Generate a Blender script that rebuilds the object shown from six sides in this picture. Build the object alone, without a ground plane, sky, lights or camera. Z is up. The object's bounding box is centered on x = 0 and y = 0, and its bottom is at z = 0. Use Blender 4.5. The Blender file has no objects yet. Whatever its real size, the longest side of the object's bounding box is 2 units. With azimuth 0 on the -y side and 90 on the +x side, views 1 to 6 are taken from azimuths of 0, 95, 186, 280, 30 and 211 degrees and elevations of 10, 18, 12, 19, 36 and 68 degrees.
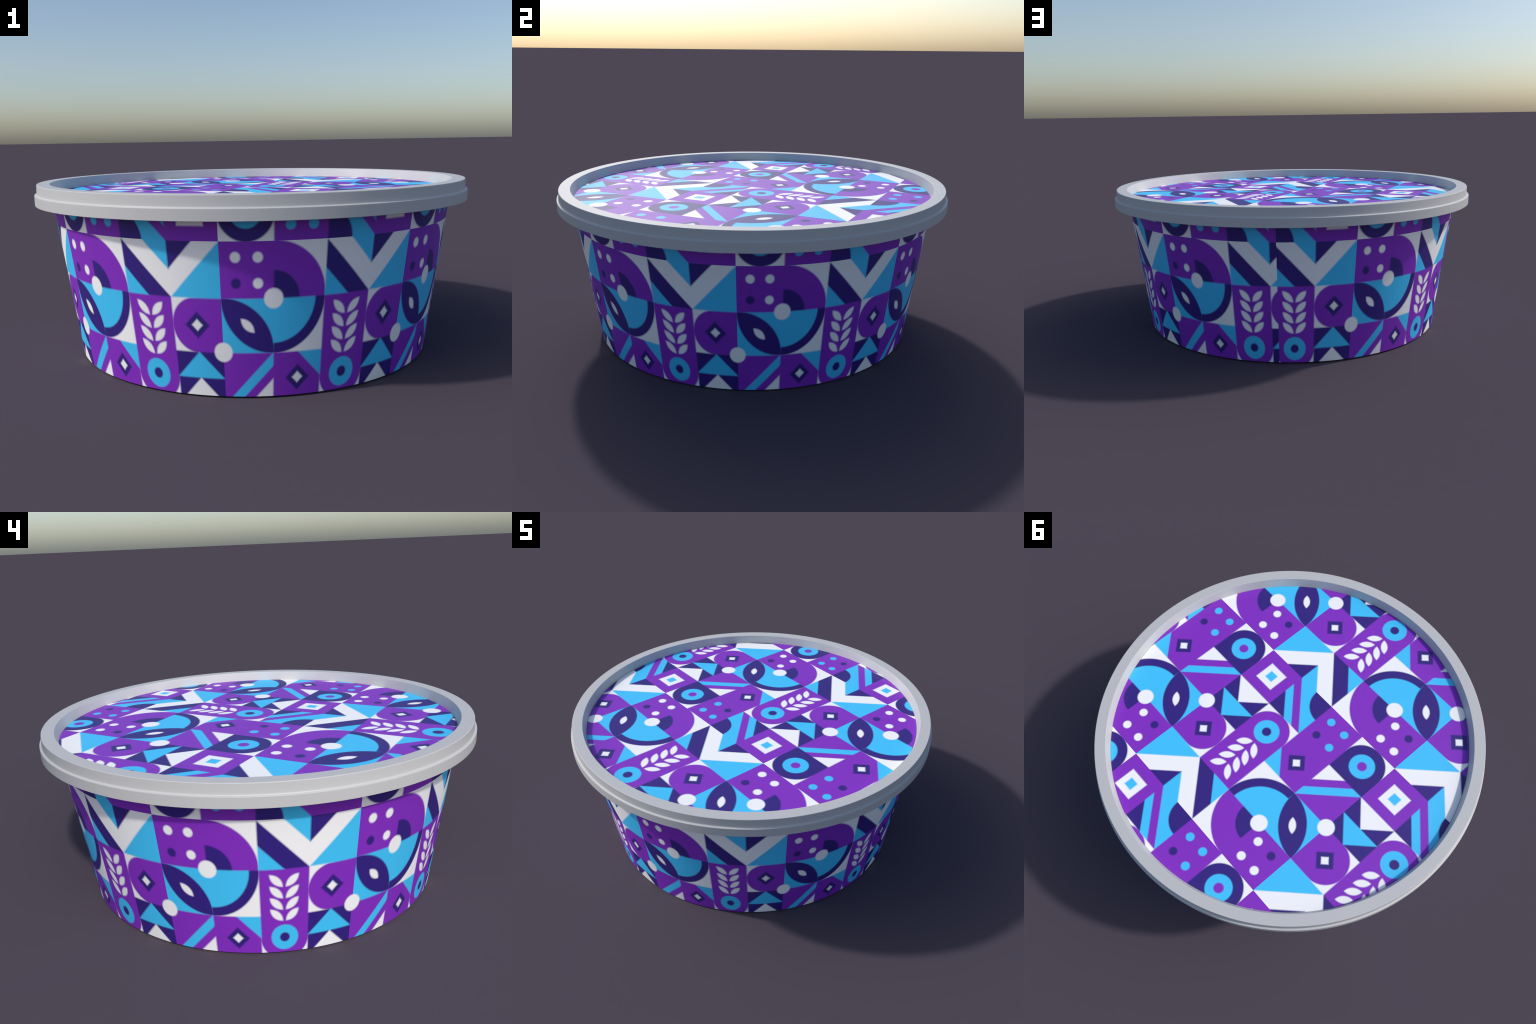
"""Round tub with a recessed snap-on lid.  Tub wall and lid carry the same printed
geometric pattern (a 4 x 4 repeat of square cells) in white, purple, navy and blue."""
import bpy, bmesh, math

SEGMENTS = 256

# ------------------------------------------------------------------ colours (linear)
def srgb(r, g, b):
    f = lambda c: c / 12.92 if c <= 0.04045 else ((c + 0.055) / 1.055) ** 2.4
    return tuple(f(c / 255.0) for c in (r, g, b)) + (1.0,)

INK = {
    "white":  srgb(255, 255, 255),
    "purple": srgb(135, 46, 195),
    "navy":   srgb(51, 30, 127),
    "blue":   srgb(68, 202, 255),
}
PLASTIC = srgb(195, 195, 195)

# ------------------------------------------------------------------ printed pattern
# One repeat is 4 columns (u) by 4 rows (v, downwards); all sizes are in cells.
class Print:
    """Builds the pattern as a node group: inputs U, V (in cells), output Color."""

    def __init__(self, softness):
        self.tree = bpy.data.node_groups.new("geometric_print", "ShaderNodeTree")
        itf = self.tree.interface
        itf.new_socket("U", in_out="INPUT", socket_type="NodeSocketFloat")
        itf.new_socket("V", in_out="INPUT", socket_type="NodeSocketFloat")
        itf.new_socket("Color", in_out="OUTPUT", socket_type="NodeSocketColor")
        self.k = 1.0 / softness
        src = self.tree.nodes.new("NodeGroupInput")
        self.u = self.math("FLOORED_MODULO", src.outputs["U"], 4.0)
        self.v = self.math("FLOORED_MODULO", src.outputs["V"], 4.0)
        self.p = self.point(self.u, self.v)
        out = self.tree.nodes.new("NodeGroupOutput")
        self.tree.links.new(self.paint(), out.inputs["Color"])

    # --- small node helpers
    def put(self, socket, value):
        if isinstance(value, bpy.types.NodeSocket):
            self.tree.links.new(value, socket)
        else:
            socket.default_value = value

    def math(self, op, a, b=0.0, c=0.0, clamp=False):
        n = self.tree.nodes.new("ShaderNodeMath")
        n.operation, n.use_clamp = op, clamp
        for s, x in zip(n.inputs, (a, b, c)):
            self.put(s, x)
        return n.outputs[0]

    def point(self, x, y):
        n = self.tree.nodes.new("ShaderNodeCombineXYZ")
        self.put(n.inputs[0], x); self.put(n.inputs[1], y); n.inputs[2].default_value = 1.0
        return n.outputs[0]

    def mix(self, mask, under, over):
        n = self.tree.nodes.new("ShaderNodeMix")
        n.data_type = "RGBA"
        self.put(n.inputs[0], mask); self.put(n.inputs[6], under); self.put(n.inputs[7], over)
        return n.outputs[2]

    # --- soft-edged shapes: each returns a 0..1 mask
    def half(self, a, b, c):
        """Where a*u + b*v + c > 0."""
        n = self.tree.nodes.new("ShaderNodeVectorMath")
        n.operation = "DOT_PRODUCT"
        length = math.hypot(a, b)
        self.put(n.inputs[0], self.p); n.inputs[1].default_value = (a / length, b / length, c / length)
        return self.math("MULTIPLY_ADD", n.outputs["Value"], self.k, 0.5, clamp=True)

    def disc(self, x, y, r, p=None):
        n = self.tree.nodes.new("ShaderNodeVectorMath")
        n.operation = "DISTANCE"
        self.put(n.inputs[0], p or self.p); n.inputs[1].default_value = (x, y, 1.0)
        return self.math("MULTIPLY_ADD", n.outputs["Value"], -self.k, r * self.k + 0.5, clamp=True)

    def both(self, *masks):
        m = masks[0]
        for x in masks[1:]:
            m = self.math("MINIMUM", m, x)
        return m

    def either(self, *masks):
        m = masks[0]
        for x in masks[1:]:
            m = self.math("MAXIMUM", m, x)
        return m

    def lens(self, x, y, half_length, half_width, direction):
        """Pointed oval along `direction` (radians)."""
        r = (half_length ** 2 + half_width ** 2) / (2 * half_width)
        o = r - half_width
        dx, dy = -math.sin(direction) * o, math.cos(direction) * o
        return self.both(self.disc(x + dx, y + dy, r), self.disc(x - dx, y - dy, r))

    def diamond(self, x, y, s):
        return self.both(self.half(1, 1, s - x - y), self.half(-1, -1, s + x + y),
                         self.half(1, -1, s - x + y), self.half(-1, 1, s + x - y))

    def square(self, x, y, s):
        return self.both(self.half(1, 0, s - x), self.half(-1, 0, s + x),
                         self.half(0, 1, s - y), self.half(0, -1, s + y))

    def row(self, cells):
        """Side by side: cell colours A, B, C, D."""
        c = cells[0]
        for i, x in enumerate(cells[1:], 1):
            c = self.mix(self.half(1, 0, -i), c, x)
        return c

    # --- the motif
    def paint(self):
        W, P, N, B = (INK[k] for k in ("white", "purple", "navy", "blue"))
        m, half, disc, both = self.mix, self.half, self.disc, self.both
        t = 0.4 / self.k    # discs that touch a cell border overlap it by the edge softness

        # row 0-1: dotted square, quarter disc, chevron
        a = P
        for x, y, ink in ((.295, .273, W), (.707, .273, W), (.707, .727, W), (.295, .727, N)):
            a = m(disc(x, y, .092), a, ink)
        b = m(disc(1, 1, 1 + t), W, P)
        b = m(disc(1, 1, .5), b, N)
        c = m(half(1, -1, -2.5), W, B)
        c = m(half(-1, 1, 2.0), c, N)
        c = m(half(-1, 1, 1.5), c, B)
        d = m(half(-1, -1, 3.5), W, N)
        d = m(half(1, 1, -4), d, B)
        row1 = self.row((a, b, c, d))

        # row 1-2: eye, ringed quarter disc, wheat, arch with diamond
        a = m(both(disc(1, 1, 1 + t / 2), disc(0, 2, 1 + t)), B, N)
        a = m(self.lens(.497, 1.49, .178, .0765, math.pi / 4), a, W)
        b = m(disc(1, 1, 1 + t), W, N)
        b = m(disc(1, 1, .816), b, B)
        wheat = P
        for i in range(4):
            y = 1.24 + i * .249
            leaves = self.either(self.lens(2.5 - .164, y, .181, .075, math.pi / 4),
                                 self.lens(2.5 + .158, y, .178, .075, -math.pi / 4))
            wheat = m(leaves, wheat, W)
        d = m(self.either(disc(3.5, 1.5, .5 + t), half(1, 0, -3.5)), W, P)
        d = m(self.diamond(3.5, 1.495, .25), d, N)
        d = m(self.diamond(3.498, 1.493, .107), d, W)

        # row 2-3: diagonal stripe, diamond, wheat foot with ring, arrows
        a3 = m(half(1, 1, -3), P, B)
        a3 = m(half(1, 1, -3.25), a3, P)
        a3 = m(half(1, 1, -3.5), a3, W)
        b3 = m(half(1, -1, .5), P, B)
        b3 = m(self.diamond(1.5, 2.497, .25), b3, N)
        b3 = m(self.diamond(1.5, 2.494, .108), b3, W)
        foot = m(self.either(disc(2.5, 2.5, .5 + t), half(0, -1, 2.5)), W, wheat)
        foot = m(disc(2.5, 2.497, .285), foot, B)
        foot = m(disc(2.5, 2.496, .105), foot, N)
        d3 = m(both(half(1, 1, -5.5), half(-1, 1, 1.5)), N, B)
        d3 = m(half(0, 1, -2.5), d3, N)
        d3 = m(both(half(1, 1, -6), half(-1, 1, 1)), d3, W)
        # the wheat panel runs on through both rows
        split = half(0, 1, -2)
        rows23 = self.row((m(split, a, a3), m(split, b, b3), foot, m(split, d, d3)))

        # row 3-4: arch with ring, dotted square, diagonal stripes, framed square
        a = m(self.either(disc(.5, 3.5, .5 + t), half(0, -1, 3.5)), W, N)
        a = m(disc(.497, 3.502, .285), a, B)
        a = m(disc(.497, 3.502, .108), a, P)
        b = P
        for x, y, ink in ((1.712, 3.274, N), (1.298, 3.274, B), (1.298, 3.727, B), (1.718, 3.729, B)):
            b = m(disc(x, y, .09), b, ink)
        c = m(half(-1, 1, -.5), N, B)
        c = m(half(-1, 1, -.75), c, P)
        c = m(half(-1, 1, -1), c, B)
        c = m(disc(2, 4, .5), c, N)
        d = m(self.square(3.495, 3.495, .246), P, W)
        d = m(self.square(3.497, 3.497, .103), d, B)
        row4 = self.row((a, b, c, d))

        art = m(half(0, 1, -1), row1, rows23)
        art = m(half(0, 1, -3), art, row4)
        # white dots that sit on cell corners, also across the repeat's border
        art = m(disc(1, 1, .182), art, W)
        wrapped = self.math("SUBTRACT", self.math("FLOORED_MODULO", self.math("ADD", self.u, 2.0), 4.0), 2.0)
        art = m(disc(0, 1.99, .182, self.point(wrapped, self.v)), art, W)
        return art


# ------------------------------------------------------------------ materials
def new_material(name, roughness, specular=0.5):
    mat = bpy.data.materials.new(name)
    mat.use_nodes = True
    shader = mat.node_tree.nodes["Principled BSDF"]
    shader.inputs["Roughness"].default_value = roughness
    shader.inputs["Specular IOR Level"].default_value = specular
    return mat, mat.node_tree, shader


class Chain:
    def __init__(self, tree):
        self.tree = tree

    def __call__(self, op, a, b=0.0, c=0.0):
        n = self.tree.nodes.new("ShaderNodeMath")
        n.operation = op
        for s, x in zip(n.inputs, (a, b, c)):
            if isinstance(x, bpy.types.NodeSocket):
                self.tree.links.new(x, s)
            else:
                s.default_value = x
        return n.outputs[0]


def object_xyz(tree):
    tc = tree.nodes.new("ShaderNodeTexCoord")
    sp = tree.nodes.new("ShaderNodeSeparateXYZ")
    tree.links.new(tc.outputs["Object"], sp.inputs[0])
    return sp.outputs


def finish(tree, shader, pattern, u, v):
    g = tree.nodes.new("ShaderNodeGroup")
    g.node_tree = pattern.tree
    tree.links.new(u, g.inputs["U"]); tree.links.new(v, g.inputs["V"])
    tree.links.new(g.outputs["Color"], shader.inputs["Base Color"])


def wall_material():
    """Pattern wrapped once round the tub, starting at a seam on the +y side."""
    mat, tree, shader = new_material("printed_wall", 0.5)
    f = Chain(tree)
    x, y, z = object_xyz(tree)
    seam, cell, start = 90.2, 12.381, 23.68          # degrees
    row_zero, row_height = 0.6122, 0.2138            # metres
    turn = f("MULTIPLY", f("ARCTAN2", y, x), 180 / math.pi)
    turn = f("FLOORED_MODULO", f("SUBTRACT", turn, seam), 360.0)
    u = f("MULTIPLY_ADD", turn, 1 / cell, -start / cell)
    v = f("MULTIPLY_ADD", z, -1 / row_height, row_zero / row_height)
    finish(tree, shader, Print(0.04), u, v)
    return mat


def label_material():
    """Flat pattern on the lid, turned by about 20 degrees."""
    mat, tree, shader = new_material("printed_label", 0.5)
    f = Chain(tree)
    x, y, z = object_xyz(tree)
    scale, angle = 4.311, math.radians(-20.18)
    ca, sa = scale * math.cos(angle), scale * math.sin(angle)
    u = f("MULTIPLY_ADD", x, ca, f("MULTIPLY_ADD", y, sa, 2.161))
    v = f("MULTIPLY_ADD", x, sa, f("MULTIPLY_ADD", y, -ca, 2.862))
    finish(tree, shader, Print(0.03), u, v)
    return mat


def plain_material(name, colour, roughness):
    mat, tree, shader = new_material(name, roughness)
    # barely visible moulding variation
    tc = tree.nodes.new("ShaderNodeTexCoord")
    noise = tree.nodes.new("ShaderNodeTexNoise")
    noise.inputs["Scale"].default_value = 6.0
    ramp = tree.nodes.new("ShaderNodeValToRGB")
    tree.links.new(tc.outputs["Object"], noise.inputs["Vector"])
    tree.links.new(noise.outputs["Fac"], ramp.inputs["Fac"])
    ramp.color_ramp.elements[0].color = tuple(c * 0.99 for c in colour[:3]) + (1,)
    ramp.color_ramp.elements[1].color = tuple(c * 1.01 for c in colour[:3]) + (1,)
    tree.links.new(ramp.outputs["Color"], shader.inputs["Base Color"])
    return mat


# ------------------------------------------------------------------ turned parts
def turned(name, profile, material, closed=False, parent=None, sharp=28):
    """Lathe a profile of (radius, height) points; radius 0 closes on the axis."""
    bm = bmesh.new()
    rings = []
    for r, z in profile:
        if r < 1e-6:
            rings.append([bm.verts.new((0, 0, z))])
        else:
            rings.append([bm.verts.new((r * math.cos(i * math.tau / SEGMENTS),
                                        r * math.sin(i * math.tau / SEGMENTS), z)) for i in range(SEGMENTS)])
    pairs = list(zip(rings, rings[1:])) + ([(rings[-1], rings[0])] if closed else [])
    for lo, hi in pairs:
        for i in range(SEGMENTS):
            j = (i + 1) % SEGMENTS
            if len(lo) == 1:
                bm.faces.new((lo[0], hi[j], hi[i]))
            elif len(hi) == 1:
                bm.faces.new((lo[i], lo[j], hi[0]))
            else:
                bm.faces.new((lo[i], lo[j], hi[j], hi[i]))
    bmesh.ops.recalc_face_normals(bm, faces=bm.faces)
    for f in bm.faces:
        f.smooth = True
    for e in bm.edges:
        if len(e.link_faces) == 2 and e.calc_face_angle(0) > math.radians(sharp):
            e.smooth = False
    mesh = bpy.data.meshes.new(name)
    bm.to_mesh(mesh); bm.free()
    mesh.materials.append(material)
    obj = bpy.data.objects.new(name, mesh)
    bpy.context.collection.objects.link(obj)
    obj.parent = parent
    return obj


def rounded(points):
    """Replace each (r, z, radius) corner by a short arc; plain (r, z) points stay."""
    out = []
    n = len(points)
    for i, p in enumerate(points):
        if len(p) == 2 or p[2] == 0:
            out.append(p[:2]); continue
        a, b = points[i - 1], points[(i + 1) % n]
        va = (a[0] - p[0], a[1] - p[1]); vb = (b[0] - p[0], b[1] - p[1])
        la, lb = math.hypot(*va), math.hypot(*vb)
        d = min(p[2], la * .49, lb * .49)
        s = (p[0] + va[0] / la * d, p[1] + va[1] / la * d)
        e = (p[0] + vb[0] / lb * d, p[1] + vb[1] / lb * d)
        if d < la * .4:
            out.append((p[0] + va[0] / la * d * 1.15, p[1] + va[1] / la * d * 1.15))
        for k in range(5):
            t = k / 4
            out.append(tuple((1 - t) ** 2 * s[q] + 2 * t * (1 - t) * p[q] + t * t * e[q] for q in (0, 1)))
        if d < lb * .4:
            out.append((p[0] + vb[0] / lb * d * 1.15, p[1] + vb[1] / lb * d * 1.15))
    return out


tub = bpy.data.objects.new("lidded_tub", None)
bpy.context.collection.objects.link(tub)
tub["label"] = "round tapered tub with purple blue geometric print and grey lid"
tub["category"] = "food container"

wall_print, label_print = wall_material(), label_material()
lid_plastic = plain_material("lid_plastic", PLASTIC, 0.5)
base_plastic = plain_material("base_plastic", srgb(225, 225, 228), 0.5)

wall_r = lambda z: 0.8310 + 0.1322 * z
WALL_TOP = 0.715
turned("body", rounded([
    (wall_r(0) - 0.040, 0.0), (wall_r(0) - 0.025, 0.0), (wall_r(0) - 0.022, 0.0048), (wall_r(0.0048), 0.0048), (wall_r(WALL_TOP), WALL_TOP),
    (wall_r(WALL_TOP) - 0.013, WALL_TOP), (wall_r(0.014) - 0.013, 0.014), (wall_r(0) - 0.040, 0.014)]),
    wall_print, closed=True, parent=tub)

turned("base", [(0, 0.003), (wall_r(0) - 0.0402, 0.003), (wall_r(0) - 0.0402, 0.013), (0, 0.013)],
       base_plastic, parent=tub)

lid = turned("lid", rounded([
    (0, 0.7235),
    (0.900, 0.7235), (0.930, 0.6932),
    (1.0, 0.6925, 0.002), (1.0, 0.7374, 0.003),      # skirt
    (0.9905, 0.7372, 0.006),                          # ledge
    (0.9885, 0.7826, 0.003), (0.9322, 0.7826, 0.002), # raised rim
    (0.9185, 0.7330, 0.0015), (0, 0.7330)]),
    lid_plastic, parent=tub)

turned("lid_label", rounded([(0, 0.7338), (0.9172, 0.7338), (0.9172, 0.7355, 0.0006), (0, 0.7355)]),
       label_print, parent=lid)
